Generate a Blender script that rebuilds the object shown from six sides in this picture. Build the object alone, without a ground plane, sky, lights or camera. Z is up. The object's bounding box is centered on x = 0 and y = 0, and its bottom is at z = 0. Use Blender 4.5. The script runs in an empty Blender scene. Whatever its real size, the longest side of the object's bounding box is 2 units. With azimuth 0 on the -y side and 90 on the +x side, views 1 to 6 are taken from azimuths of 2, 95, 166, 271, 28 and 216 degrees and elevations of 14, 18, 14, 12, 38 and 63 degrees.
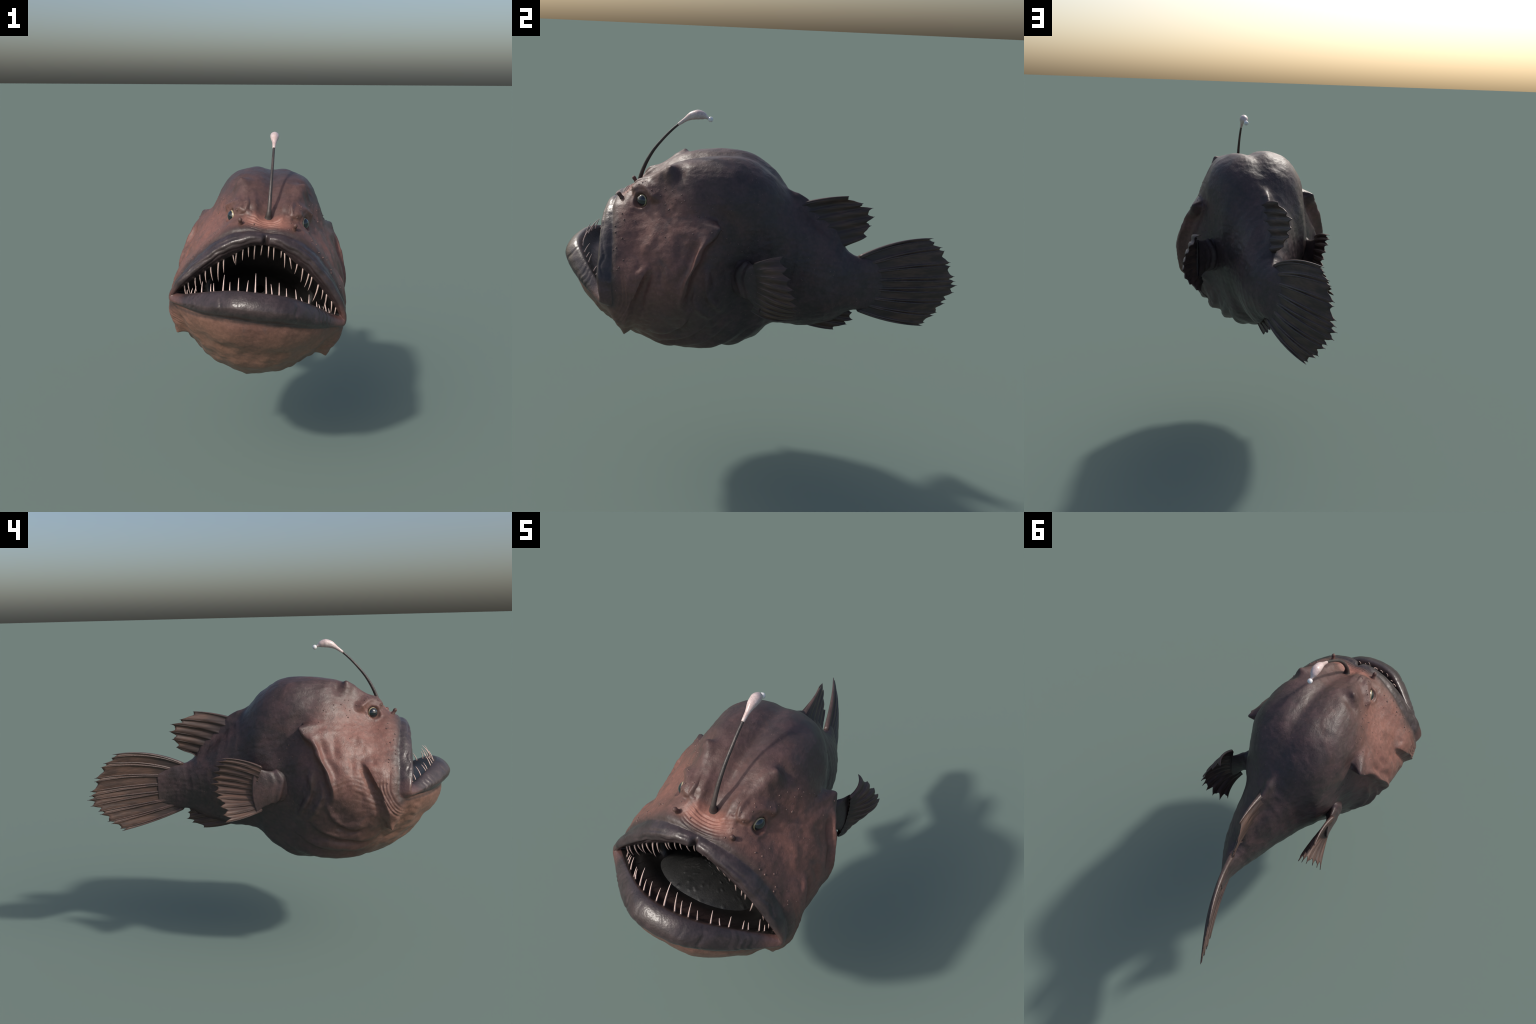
"""Deep-sea anglerfish: lofted body from hand-placed cross-sections, sculpted with
ridge / bump / fold brushes, plus fins with rays, teeth, eyes and a lure."""
import bpy, math
import numpy as np
from mathutils import Matrix, Vector, noise as mnoise

rng = np.random.default_rng(7)
pi = math.pi

# ------------------------------------------------------------------ pose
# The fish is modelled symmetric about X = 0 in a local frame (Y along the body,
# mouth at -Y); pose() rolls the head a little and swings the tail.
POSE_Y = [-1.2, -0.6, -0.35, -0.1, 0.05, 0.15, 0.30, 0.39, 0.47, 0.55, 0.65, 0.80, 0.96, 1.1]
POSE_CX = [-.010, -.010, -.008, -.011, -.007, .005, .029, .033, .028, .013, -.020, -.079, -.138, -.19]
POSE_RY = [-1.2, -0.25, -0.1, 0.0, 0.15, 0.30, 0.39, 0.47, 1.1]
POSE_RHO = [5.2, 5.2, 4.4, 2.8, 0.0, -4.0, -6.0, -7.0, -6.0]
POSE_RHO_LOW = [5.2, 4.6, 0.0, -5.0, -8.5, -8.0, -7.0, -7.0, -6.0]   # belly swings a little further


def smooth_interp(x, xs, ys):
    """monotone-ish cubic (Catmull-Rom on a non-uniform grid)"""
    xs, ys = np.asarray(xs, float), np.asarray(ys, float)
    m = np.gradient(ys, xs)
    i = np.clip(np.searchsorted(xs, x) - 1, 0, len(xs) - 2)
    h = xs[i + 1] - xs[i]
    t = np.clip((x - xs[i]) / h, 0, 1)
    return ((2 * t**3 - 3 * t**2 + 1) * ys[i] + (t**3 - 2 * t**2 + t) * h * m[i]
            + (-2 * t**3 + 3 * t**2) * ys[i + 1] + (t**3 - t**2) * h * m[i + 1])


def pose(P):
    P = np.asarray(P, float)
    X, Y, Z = P[..., 0], P[..., 1], P[..., 2]
    cx = smooth_interp(Y, POSE_Y, POSE_CX)
    w = np.clip((Z - .80) / .40, 0, 1)
    w = w * w * (3 - 2 * w)
    r = np.radians(w * smooth_interp(Y, POSE_RY, POSE_RHO) + (1 - w) * smooth_interp(Y, POSE_RY, POSE_RHO_LOW))
    c, s = np.cos(r), np.sin(r)
    return np.stack([cx + X * c + (Z - 1) * s, Y, 1 + (Z - 1) * c - X * s], -1)


# ------------------------------------------------------------------ materials
def new_material(name):
    m = bpy.data.materials.new(name)
    m.use_nodes = True
    nt = m.node_tree
    return m, nt, nt.nodes["Principled BSDF"]


class Nodes:
    """small helper to write node graphs as expressions"""
    def __init__(self, nt):
        self.nt = nt

    def n(self, kind, **kw):
        nd = self.nt.nodes.new(kind)
        for k, v in kw.items():
            setattr(nd, k, v)
        return nd

    def put(self, sock, v):
        if isinstance(v, bpy.types.NodeSocket):
            self.nt.links.new(v, sock)
        elif isinstance(v, (tuple, list)):
            sock.default_value = tuple(v) + ((1,) if len(v) == 3 and len(sock.default_value) == 4 else ())
        else:
            sock.default_value = v

    def math(self, op, a, b=0.0, c=0.0, clamp=False):
        nd = self.n("ShaderNodeMath", operation=op, use_clamp=clamp)
        for s, v in zip(nd.inputs, (a, b, c)):
            self.put(s, v)
        return nd.outputs[0]

    def ramp(self, x, lo, hi, a=0.0, b=1.0):
        nd = self.n("ShaderNodeMapRange", interpolation_type="SMOOTHSTEP")
        for s, v in zip(nd.inputs, (x, lo, hi, a, b)):
            self.put(s, v)
        return nd.outputs[0]

    def mix(self, f, a, b, mode="MIX"):
        nd = self.n("ShaderNodeMix", data_type="RGBA", blend_type=mode)
        self.put(nd.inputs[0], f)
        self.put(nd.inputs[6], a)
        self.put(nd.inputs[7], b)
        return nd.outputs[2]

    def noise(self, vec, scale, detail=4, rough=0.6, dist=0.0):
        nd = self.n("ShaderNodeTexNoise")
        self.put(nd.inputs["Vector"], vec)
        for k, v in (("Scale", scale), ("Detail", detail), ("Roughness", rough), ("Distortion", dist)):
            nd.inputs[k].default_value = v
        return nd.outputs["Fac"]

    def voronoi(self, vec, scale, feature="F1", rand=1.0):
        nd = self.n("ShaderNodeTexVoronoi", feature=feature)
        self.put(nd.inputs["Vector"], vec)
        nd.inputs["Scale"].default_value = scale
        nd.inputs["Randomness"].default_value = rand
        return nd.outputs["Distance"]

    def coords(self):
        return self.n("ShaderNodeTexCoord").outputs["Object"]

    def split(self, vec):
        nd = self.n("ShaderNodeSeparateXYZ")
        self.put(nd.inputs[0], vec)
        return nd.outputs

    def local(self):
        """object coordinates turned back into the unrolled head frame, X mirrored"""
        mp = self.n("ShaderNodeMapping", vector_type="POINT")
        self.put(mp.inputs["Vector"], self.coords())
        r = math.radians(5.2)
        # inverse roll about the y axis through z = 1
        mp.inputs["Rotation"].default_value = (0, -r, 0)
        mp.inputs["Location"].default_value = (0.013 + math.sin(r), 0, 1 - math.cos(r))
        x, y, z = self.split(mp.outputs[0])
        return self.math("ABSOLUTE", x), y, z

    def blob(self, xyz, centre, radii, soft=0.0):
        """1 inside a soft ellipsoid around a local point, 0 outside"""
        s = None
        for a, c, r in zip(xyz, centre, radii):
            t = self.math("DIVIDE", self.math("SUBTRACT", a, c), r)
            t = self.math("MULTIPLY", t, t)
            s = t if s is None else self.math("ADD", s, t)
        return self.ramp(s, 1.0, soft)

    def path_distance(self, pts):
        """distance to a polyline given in the local frame, X mirrored"""
        x, y, z = self.local()
        cb = self.n("ShaderNodeCombineXYZ")
        for s_, v_ in zip(cb.inputs, (x, y, z)):
            self.put(s_, v_)
        p, best = cb.outputs[0], None

        def vm(op, a, b=None, scale=None):
            nd = self.n("ShaderNodeVectorMath", operation=op)
            self.put(nd.inputs[0], a)
            if b is not None:
                self.put(nd.inputs[1], b)
            if scale is not None:
                self.put(nd.inputs["Scale"], scale)
            return nd.outputs["Value"] if op in ("DOT_PRODUCT", "LENGTH") else nd.outputs["Vector"]

        for a, b in zip(pts[:-1], pts[1:]):
            a, b = np.array(a, float), np.array(b, float)
            ab = b - a
            pa = vm("SUBTRACT", p, tuple(a))
            t = self.math("MULTIPLY", vm("DOT_PRODUCT", pa, tuple(ab)), float(1 / (ab @ ab)), clamp=True)
            d = vm("LENGTH", vm("SUBTRACT", pa, vm("SCALE", tuple(ab), scale=t)))
            best = d if best is None else self.math("MINIMUM", best, d)
        return best

    def bump(self, h, strength, dist, normal=None):
        nd = self.n("ShaderNodeBump")
        nd.inputs["Strength"].default_value = strength
        nd.inputs["Distance"].default_value = dist
        self.put(nd.inputs["Height"], h)
        if normal is not None:
            self.put(nd.inputs["Normal"], normal)
        return nd.outputs[0]


def skin_material():
    m, nt, bsdf = new_material("fish_skin")
    N = Nodes(nt)
    co = N.coords()
    xyz = N.local()
    X, Y, Z = xyz
    big = N.noise(co, 3.2, 5, 0.62, 0.4)
    mid = N.noise(co, 11.0, 5, 0.65, 0.2)
    fine = N.noise(co, 60.0, 4, 0.7)
    dark = (0.046, 0.033, 0.033)
    plum = (0.072, 0.044, 0.046)
    warm = (0.185, 0.088, 0.066)
    tan = (0.200, 0.108, 0.076)
    # the head turns warm and brown, the trunk stays dark plum
    wob = N.math("MULTIPLY_ADD", big, 0.30, N.math("MULTIPLY", mid, 0.10))
    front = N.ramp(N.math("ADD", Y, wob), 0.13, -0.40)
    colour = N.mix(N.ramp(mid, 0.38, 0.66), dark, plum)
    colour = N.mix(N.math("MULTIPLY", N.ramp(N.noise(co, 4.6, 5, 0.65, 0.6), 0.50, 0.72), 0.55), colour, (0.105, 0.056, 0.050))
    crown = N.ramp(N.math("MULTIPLY_ADD", mid, 0.06, Z), 1.24, 1.52)
    warmth = N.math("MULTIPLY", front, N.math("MULTIPLY_ADD", crown, -0.55, 1.0))
    colour = N.mix(N.math("MULTIPLY", warmth, 0.62), colour, warm)
    cheek = N.math("MULTIPLY", N.blob(xyz, (0.30, -0.42, 1.15), (0.38, 0.32, 0.30)), N.ramp(mid, 0.25, 0.7, 0.30, 1.0))
    colour = N.mix(N.math("MULTIPLY", cheek, 0.70), colour, (0.262, 0.114, 0.087))
    jaw = N.blob(xyz, (0.20, -0.76, 0.72), (0.36, 0.36, 0.30))
    colour = N.mix(N.math("MULTIPLY", jaw, 0.8), colour, tan)
    brow = N.blob(xyz, (0.0, -0.64, 1.33), (0.14, 0.07, 0.07))
    colour = N.mix(N.math("MULTIPLY", brow, 0.8), colour, (0.31, 0.135, 0.100))
    # grey-green mottling and pale specks
    mott = N.ramp(N.noise(co, 6.5, 6, 0.7, 0.8), 0.52, 0.72)
    colour = N.mix(N.math("MULTIPLY", mott, 0.60), colour, (0.082, 0.058, 0.056))
    up_d = N.path_distance([(0, -.693, 1.290), (.085, -.698, 1.290), (.165, -.688, 1.262), (.242, -.665, 1.198), (.315, -.648, 1.108), (.374, -.640, 1.008), (.397, -.645, .902)])
    low_d = N.path_distance([(.397, -.645, .902), (.365, -.705, .898), (.260, -.822, .914), (.13, -.910, .934), (0, -.934, .940)])
    wobble = N.math("MULTIPLY_ADD", mid, 0.05, -0.025)
    rim = N.math("MAXIMUM", N.ramp(N.math("ADD", up_d, wobble), 0.060, 0.004), N.ramp(N.math("ADD", low_d, N.math("MULTIPLY", wobble, 0.3)), 0.016, 0.0))
    colour = N.mix(N.math("MULTIPLY", rim, 0.85), colour, (0.038, 0.030, 0.030))
    grain = N.ramp(fine, 0.3, 0.75, 0.84, 1.18)
    colour = N.mix(1.0, colour, grain, "MULTIPLY")
    speck = N.ramp(N.voronoi(co, 62.0), 0.13, 0.07)
    keep = N.ramp(N.noise(co, 17.0, 2), 0.50, 0.60)
    colour = N.mix(N.math("MULTIPLY", N.math("MULTIPLY", speck, keep), 0.5), colour, (0.30, 0.19, 0.16))
    N.put(bsdf.inputs["Base Color"], colour)
    N.put(bsdf.inputs["Roughness"], N.ramp(mid, 0.3, 0.7, 0.40, 0.56))
    bsdf.inputs["Specular IOR Level"].default_value = 0.42
    h = N.math("ADD", N.math("MULTIPLY", N.noise(co, 95.0, 3, 0.6), 0.6), N.math("MULTIPLY", N.voronoi(co, 150.0), 0.5))
    coarse = N.bump(N.noise(co, 34.0, 6, 0.65, 0.5), 0.28, 0.007)
    N.put(bsdf.inputs["Normal"], N.bump(h, 0.22, 0.003, coarse))
    return m


def simple_skin(name, a, b, scale, rough, spec=0.5, bump=0.3, bump_scale=120, coat=0.0):
    m, nt, bsdf = new_material(name)
    N = Nodes(nt)
    co = N.coords()
    f = N.ramp(N.noise(co, scale, 5, 0.65, 0.3), 0.35, 0.68)
    col = N.mix(f, a, b)
    col = N.mix(1.0, col, N.ramp(N.noise(co, scale * 9, 3), 0.3, 0.75, 0.85, 1.15), "MULTIPLY")
    N.put(bsdf.inputs["Base Color"], col)
    bsdf.inputs["Roughness"].default_value = rough
    bsdf.inputs["Specular IOR Level"].default_value = spec
    bsdf.inputs["Coat Weight"].default_value = coat
    bsdf.inputs["Coat Roughness"].default_value = 0.25
    if bump:
        N.put(bsdf.inputs["Normal"], N.bump(N.noise(co, bump_scale, 3), bump, 0.004))
    return m


def lip_material():
    m, nt, bsdf = new_material("lip_skin")
    N = Nodes(nt)
    co = N.coords()
    xyz = N.local()
    f = N.ramp(N.noise(co, 14, 5, 0.65, 0.3), 0.35, 0.68)
    col = N.mix(f, (0.034, 0.025, 0.026), (0.058, 0.041, 0.043))
    corner = N.blob(xyz, (0.42, -0.69, 0.91), (0.12, 0.16, 0.12))
    col = N.mix(N.math("MULTIPLY", corner, 0.75), col, (0.130, 0.066, 0.058))
    col = N.mix(1.0, col, N.ramp(N.noise(co, 90, 3), 0.3, 0.75, 0.85, 1.15), "MULTIPLY")
    N.put(bsdf.inputs["Base Color"], col)
    bsdf.inputs["Roughness"].default_value = 0.33
    bsdf.inputs["Specular IOR Level"].default_value = 0.5
    h = N.math("ADD", N.noise(co, 70, 3, 0.6), N.math("MULTIPLY", N.voronoi(co, 130.0), 0.4))
    N.put(bsdf.inputs["Normal"], N.bump(h, 0.3, 0.003))
    return m


MAT_SKIN = skin_material()
MAT_LIP = lip_material()
def lining_material():
    """brown gums by the lips, black deep in the throat"""
    m, nt, bsdf = new_material("mouth_lining")
    N = Nodes(nt)
    co = N.coords()
    x, y, z = N.local()
    f = N.noise(co, 16, 5, 0.65, 0.3)
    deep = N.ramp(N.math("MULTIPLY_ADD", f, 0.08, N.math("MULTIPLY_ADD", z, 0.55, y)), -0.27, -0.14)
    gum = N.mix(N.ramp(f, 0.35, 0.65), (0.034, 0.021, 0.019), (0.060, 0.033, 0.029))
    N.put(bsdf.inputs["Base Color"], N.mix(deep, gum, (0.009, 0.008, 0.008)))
    bsdf.inputs["Roughness"].default_value = 0.45
    N.put(bsdf.inputs["Normal"], N.bump(N.noise(co, 60, 4), 0.4, 0.004))
    return m


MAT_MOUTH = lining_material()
MAT_TONGUE = simple_skin("tongue_skin", (0.017, 0.018, 0.018), (0.027, 0.027, 0.027), 12, 0.5)
MAT_TOOTH = simple_skin("tooth_enamel", (0.62, 0.45, 0.40), (0.74, 0.58, 0.53), 40, 0.3, bump=0.0)
def fin_material(name, origin, axis, lo, hi, light=1.0):
    """membrane: dark like the trunk at the root, browner and streaked toward the edge"""
    m, nt, bsdf = new_material(name)
    N = Nodes(nt)
    co = N.coords()
    nd = N.n("ShaderNodeVectorMath", operation="DOT_PRODUCT")
    N.put(nd.inputs[0], co)
    nd.inputs[1].default_value = axis
    d = N.math("SUBTRACT", nd.outputs["Value"], float(np.dot(origin, axis)))
    mp = N.n("ShaderNodeMapping")
    N.put(mp.inputs["Vector"], co)
    mp.inputs["Scale"].default_value = (26, 5, 44)
    streak = N.noise(mp.outputs[0], 1.0, 4, 0.6)
    c = N.mix(N.ramp(streak, 0.35, 0.68), tuple(light * v for v in (0.050, 0.031, 0.026)), tuple(light * v for v in (0.102, 0.058, 0.044)))
    f = N.ramp(N.math("MULTIPLY_ADD", streak, 0.05, d), lo, hi)
    c = N.mix(f, (0.046, 0.033, 0.032), c)
    N.put(bsdf.inputs["Base Color"], c)
    bsdf.inputs["Roughness"].default_value = 0.48
    bsdf.inputs["Specular IOR Level"].default_value = 0.4
    fine = N.n("ShaderNodeMapping")
    N.put(fine.inputs["Vector"], co)
    fine.inputs["Scale"].default_value = (60, 9, 130)
    N.put(bsdf.inputs["Normal"], N.bump(N.noise(fine.outputs[0], 1.0, 3), 0.5, 0.004))
    return m


FIN_MATS = {
    "caudal_fin": fin_material("caudal_membrane", (0, .50, .92), (-.15, .98, 0), .05, .20),
    "dorsal_fin": fin_material("dorsal_membrane", (0, .27, 1.19), (0, .72, .69), .03, .16),
    "anal_fin": fin_material("anal_membrane", (0, .29, .745), (0, .6, -.8), -.01, .08, .8),
    "pectoral_fin": fin_material("pectoral_membrane", (0, .05, .97), (0, 1, 0), -.02, .05, 1.1),
}
MAT_RAY = simple_skin("fin_ray", (0.052, 0.034, 0.031), (0.092, 0.056, 0.049), 10, 0.38)
MAT_STALK = simple_skin("lure_stalk", (0.040, 0.033, 0.032), (0.065, 0.050, 0.046), 12, 0.42)
MAT_BULB = simple_skin("lure_bulb", (0.56, 0.42, 0.40), (0.68, 0.56, 0.54), 25, 0.35, coat=0.4)
MAT_PEARL = simple_skin("lure_pearl", (0.78, 0.76, 0.76), (0.85, 0.83, 0.83), 20, 0.25, bump=0.0, coat=0.5)
MAT_WART = simple_skin("wart_skin", (0.10, 0.058, 0.050), (0.17, 0.10, 0.085), 30, 0.4)

# ------------------------------------------------------------------ scene helpers
ROOT = bpy.data.objects.new("anglerfish", None)
bpy.context.scene.collection.objects.link(ROOT)
ROOT["label"] = "dark brown anglerfish with gaping toothy mouth and glowing lure"
ROOT["category"] = "fish"


def link(name, mesh, parent=None):
    ob = bpy.data.objects.new(name, mesh)
    bpy.context.scene.collection.objects.link(ob)
    ob.parent = parent or ROOT
    return ob


def mesh_from(name, verts, faces, mat, smooth=True):
    me = bpy.data.meshes.new(name)
    me.from_pydata(np.asarray(verts, float).tolist(), [], [tuple(map(int, f)) for f in faces])
    me.materials.append(mat)
    if smooth:
        me.polygons.foreach_set("use_smooth", np.ones(len(me.polygons), bool))
    me.update()
    return me


def catmull(P, t):
    """Catmull-Rom along axis 0 of P at parameters t (0..len-1)"""
    P = np.asarray(P, float)
    n = len(P)
    Q = np.concatenate([2 * P[:1] - P[1:2], P, 2 * P[-1:] - P[-2:-1]])
    i = np.clip(np.floor(t).astype(int), 0, n - 2)
    f = (t - i).reshape((-1,) + (1,) * (P.ndim - 1))
    a, b, c, d = Q[i], Q[i + 1], Q[i + 2], Q[i + 3]
    return 0.5 * (2 * b + (c - a) * f + (2 * a - 5 * b + 4 * c - d) * f**2 + (3 * b - a - 3 * c + d) * f**3)


def tube(points, radii, sides=10, squash=1.0, cap=True, spin=None):
    """loft of rings along a polyline; returns verts, faces"""
    P = np.asarray(points, float)
    R = np.broadcast_to(np.asarray(radii, float), (len(P),))
    T = np.gradient(P, axis=0)
    T /= np.linalg.norm(T, axis=1, keepdims=True) + 1e-12
    ref = np.array(spin if spin is not None else (1.0, 0.03, 0.02))
    V, F = [], []
    for p, r, t in zip(P, R, T):
        a = ref - t * (ref @ t)
        a /= np.linalg.norm(a) + 1e-9
        b = np.cross(t, a)
        ang = np.arange(sides) * 2 * pi / sides
        V.append(p + r * (np.cos(ang)[:, None] * a * squash + np.sin(ang)[:, None] * b))
    V = np.concatenate(V)
    n = len(P)
    for i in range(n - 1):
        for j in range(sides):
            k = (j + 1) % sides
            F.append((i * sides + j, i * sides + k, (i + 1) * sides + k, (i + 1) * sides + j))
    if cap:
        V = np.vstack([V, P[:1], P[-1:]])
        c0, c1 = n * sides, n * sides + 1
        for j in range(sides):
            k = (j + 1) % sides
            F.append((c0, k, j))
            F.append((c1, (n - 1) * sides + j, (n - 1) * sides + k))
    return V, F


# ------------------------------------------------------------------ body cage
def oval_ring(y, top, bottom, half, lean=0.0, low=0.5, p=2.0, keel=0.0):
    """closed half cross-section for the trunk and tail"""
    out = []
    mid, h = top + (bottom - top) * low, None
    for k in range(11):
        a = pi * k / 10
        up = math.cos(a)
        z = mid + (top - mid) * up if up > 0 else mid + (mid - bottom) * up
        x = half * abs(math.sin(a)) ** (2 / p) * (1 - keel * max(0.0, -up))
        out.append((x, y + lean * (1 - up) / 2, z))
    return out


RINGS = [
    ("fin_root", oval_ring(0.605, 0.995, 0.845, 0.006)),
    ("tail_end", oval_ring(0.525, 1.040, 0.797, 0.032)),
    ("tail_2", oval_ring(0.440, 1.062, 0.785, 0.070)),
    ("tail_3", oval_ring(0.350, 1.120, 0.745, 0.106, -0.01)),
    ("tail_4", oval_ring(0.245, 1.220, 0.708, 0.142, -0.02, keel=.15)),
    ("trunk_1", oval_ring(0.140, 1.318, 0.688, 0.180, -0.03, keel=.25)),
    ("trunk_2", [(0, .04, 1.415), (.08, .04, 1.420), (.155, .045, 1.366), (.200, .055, 1.25), (.215, .06, 1.14), (.208, .07, 1.02),
                 (.184, .07, .91), (.143, .06, .80), (.100, .055, .73), (.06, .05, .688), (0, .05, .676)]),
    ("trunk_3", [(0, -.06, 1.490), (.09, -.06, 1.490), (.178, -.05, 1.440), (.224, -.03, 1.325), (.236, -.01, 1.18), (.238, 0, 1.04),
                 (.210, 0, .90), (.170, -.01, .765), (.13, -.02, .665), (.07, -.03, .608), (0, -.03, .593)]),
    ("trunk_4", [(0, -.17, 1.505), (.09, -.17, 1.508), (.188, -.15, 1.468), (.248, -.12, 1.36), (.262, -.10, 1.21), (.266, -.09, 1.05),
                 (.260, -.10, .88), (.226, -.13, .73), (.175, -.15, .62), (.10, -.165, .565), (0, -.17, .550)]),
    ("gill", [(0, -.29, 1.490), (.088, -.29, 1.501), (.172, -.27, 1.478), (.238, -.23, 1.395), (.282, -.21, 1.27), (.348, -.21, 1.09),
              (.356, -.23, .89), (.308, -.28, .735), (.232, -.32, .615), (.125, -.35, .557), (0, -.36, .543)]),
    ("crown", [(0, -.41, 1.455), (.085, -.41, 1.473), (.16, -.39, 1.458), (.228, -.33, 1.380), (.294, -.31, 1.25), (.384, -.31, 1.06),
               (.394, -.35, .88), (.325, -.42, .735), (.245, -.49, .636), (.135, -.55, .585), (0, -.575, .564)]),
    ("brow", [(0, -.52, 1.395), (.085, -.52, 1.405), (.157, -.49, 1.384), (.217, -.44, 1.315), (.292, -.41, 1.20), (.387, -.41, 1.04),
              (.396, -.45, .87), (.342, -.53, .750), (.25, -.615, .695), (.135, -.70, .660), (0, -.722, .653)]),
    ("eye", [(0, -.595, 1.346), (.08, -.605, 1.350), (.148, -.58, 1.333), (.210, -.53, 1.27), (.293, -.50, 1.17), (.377, -.49, 1.03),
             (.400, -.52, .870), (.360, -.60, .775), (.25, -.705, .756), (.135, -.792, .748), (0, -.812, .750)]),
    ("snout", [(0, -.655, 1.310), (.075, -.655, 1.312), (.166, -.636, 1.293), (.239, -.60, 1.235), (.316, -.580, 1.135), (.382, -.57, 1.015),
               (.397, -.58, .875), (.362, -.652, .835), (.262, -.777, .838), (.135, -.868, .834), (0, -.886, .845)]),
    ("lip_outer", [(0, -.693, 1.290), (.075, -.698, 1.290), (.171, -.688, 1.262), (.253, -.665, 1.198), (.327, -.648, 1.108), (.383, -.640, 1.008),
                   (.397, -.640, .902), (.365, -.705, .898), (.260, -.822, .914), (.13, -.910, .934), (0, -.934, .940)]),
    ("lip_crest", [(0, -.718, 1.260), (.07, -.725, 1.256), (.156, -.726, 1.219), (.236, -.718, 1.160), (.304, -.708, 1.087), (.364, -.698, 1.014),
                   (.399, -.684, .928), (.355, -.728, .924), (.245, -.838, .962), (.12, -.930, 1.000), (0, -.948, 1.008)]),
    ("lip_inner", [(0, -.698, 1.230), (.07, -.704, 1.218), (.14, -.705, 1.172), (.214, -.700, 1.120), (.277, -.690, 1.060), (.334, -.682, 1.004),
                   (.375, -.674, .950), (.330, -.715, .962), (.230, -.805, 1.015), (.115, -.880, 1.058), (0, -.898, 1.066)]),
    ("gum", [(0, -.650, 1.215), (.06, -.655, 1.200), (.12, -.655, 1.155), (.175, -.65, 1.100), (.23, -.64, 1.042), (.28, -.635, .988),
             (.325, -.632, .942), (.285, -.69, .950), (.195, -.78, .985), (.097, -.825, 1.008), (0, -.838, 1.013)]),
    ("cheek_inside", [(0, -.60, 1.145), (.07, -.60, 1.135), (.13, -.60, 1.095), (.200, -.585, 1.055), (.255, -.575, 1.0), (.292, -.565, .965),
                      (.305, -.56, .938), (.265, -.65, .948), (.17, -.715, .965), (.085, -.752, .980), (0, -.762, .985)]),
    ("palate", oval_ring(-0.54, 1.09, 0.86, 0.235, -0.06)),
    ("throat", oval_ring(-0.46, 1.05, 0.83, 0.20, -0.02)),
    ("throat_2", oval_ring(-0.40, 1.01, 0.86, 0.14)),
    ("throat_end", oval_ring(-0.37, 0.95, 0.91, 0.02)),
]
NAMES = [r[0] for r in RINGS]
CAGE = np.array([r[1] for r in RINGS])                    # rings x 11 x 3
IDX = {n: i for i, n in enumerate(NAMES)}
SUB_V = 30
DENSE = 34


def steps_for(i):
    if i >= IDX["gum"]:
        return 8
    if i >= IDX["snout"]:
        return 18
    return DENSE if i >= IDX["trunk_2"] else 24


t_u, ring_of = [], {}
for i in range(len(RINGS) - 1):
    ring_of[NAMES[i]] = len(t_u)
    t_u += list(i + np.arange(steps_for(i)) / steps_for(i))
ring_of[NAMES[-1]] = len(t_u)
t_u.append(len(RINGS) - 1.0)
t_u = np.array(t_u)
t_v = np.linspace(0, 10, 10 * SUB_V + 1)
tmp = catmull(CAGE, t_u)                                       # nu x 11 x 3
# mirror guard points keep the surface smooth across the midline
g0 = tmp[:, 1:2] * (-1, 1, 1)
g1 = tmp[:, -2:-1] * (-1, 1, 1)
full = np.concatenate([g0, tmp, g1], axis=1).transpose(1, 0, 2)  # 13 x nu x 3
G = catmull(full, t_v + 1).transpose(1, 0, 2)                  # nu x nv x 3
G[:, 0, 0] = 0
G[:, -1, 0] = 0
NU, NV = G.shape[:2]


def grid_normals(G):
    ext = np.concatenate([G[:, 1:2] * (-1, 1, 1), G, G[:, -2:-1] * (-1, 1, 1)], axis=1)
    du = np.gradient(ext, axis=0)[:, 1:-1]
    dv = np.gradient(ext, axis=1)[:, 1:-1]
    n = np.cross(du, dv)
    n /= np.linalg.norm(n, axis=2, keepdims=True) + 1e-12
    return n


NRM = grid_normals(G)
# outward check: trunk mid side must face +X
if NRM[ring_of["trunk_3"], NV // 2, 0] < 0:
    NRM = -NRM
    FLIP = True
else:
    FLIP = False


def normals():
    n = grid_normals(G)
    return -n if FLIP else n


def polyline(q, pts):
    """distance, side (+ left / - right of travel) and 0..1 position to a 2D polyline"""
    pts = np.asarray(pts, float)
    seg = np.linalg.norm(np.diff(pts, axis=0), axis=1)
    acc = np.concatenate([[0], np.cumsum(seg)])
    best = np.full(q.shape[:-1], 1e9)
    side = np.zeros_like(best)
    pos = np.zeros_like(best)
    for k in range(len(seg)):
        a, b = pts[k], pts[k + 1]
        d = (b - a) / seg[k]
        r = q - a
        s = np.clip(r @ d, 0, seg[k])
        off = r - s[..., None] * d
        dist = np.linalg.norm(off, axis=-1)
        sd = np.sign(d[0] * r[..., 1] - d[1] * r[..., 0])
        use = dist < best
        best = np.where(use, dist, best)
        side = np.where(use, sd, side)
        pos = np.where(use, (acc[k] + s) / acc[-1], pos)
    return best, side, pos


def curve_pts(pts, n=24):
    return catmull(np.asarray(pts, float), np.linspace(0, len(pts) - 1, n))


OUTER = np.zeros((NU, NV))
OUTER[: ring_of["lip_crest"]] = 1.0


def sstep(x, a, b):
    t = np.clip((x - a) / (b - a), 0, 1)
    return t * t * (3 - 2 * t)


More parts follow.
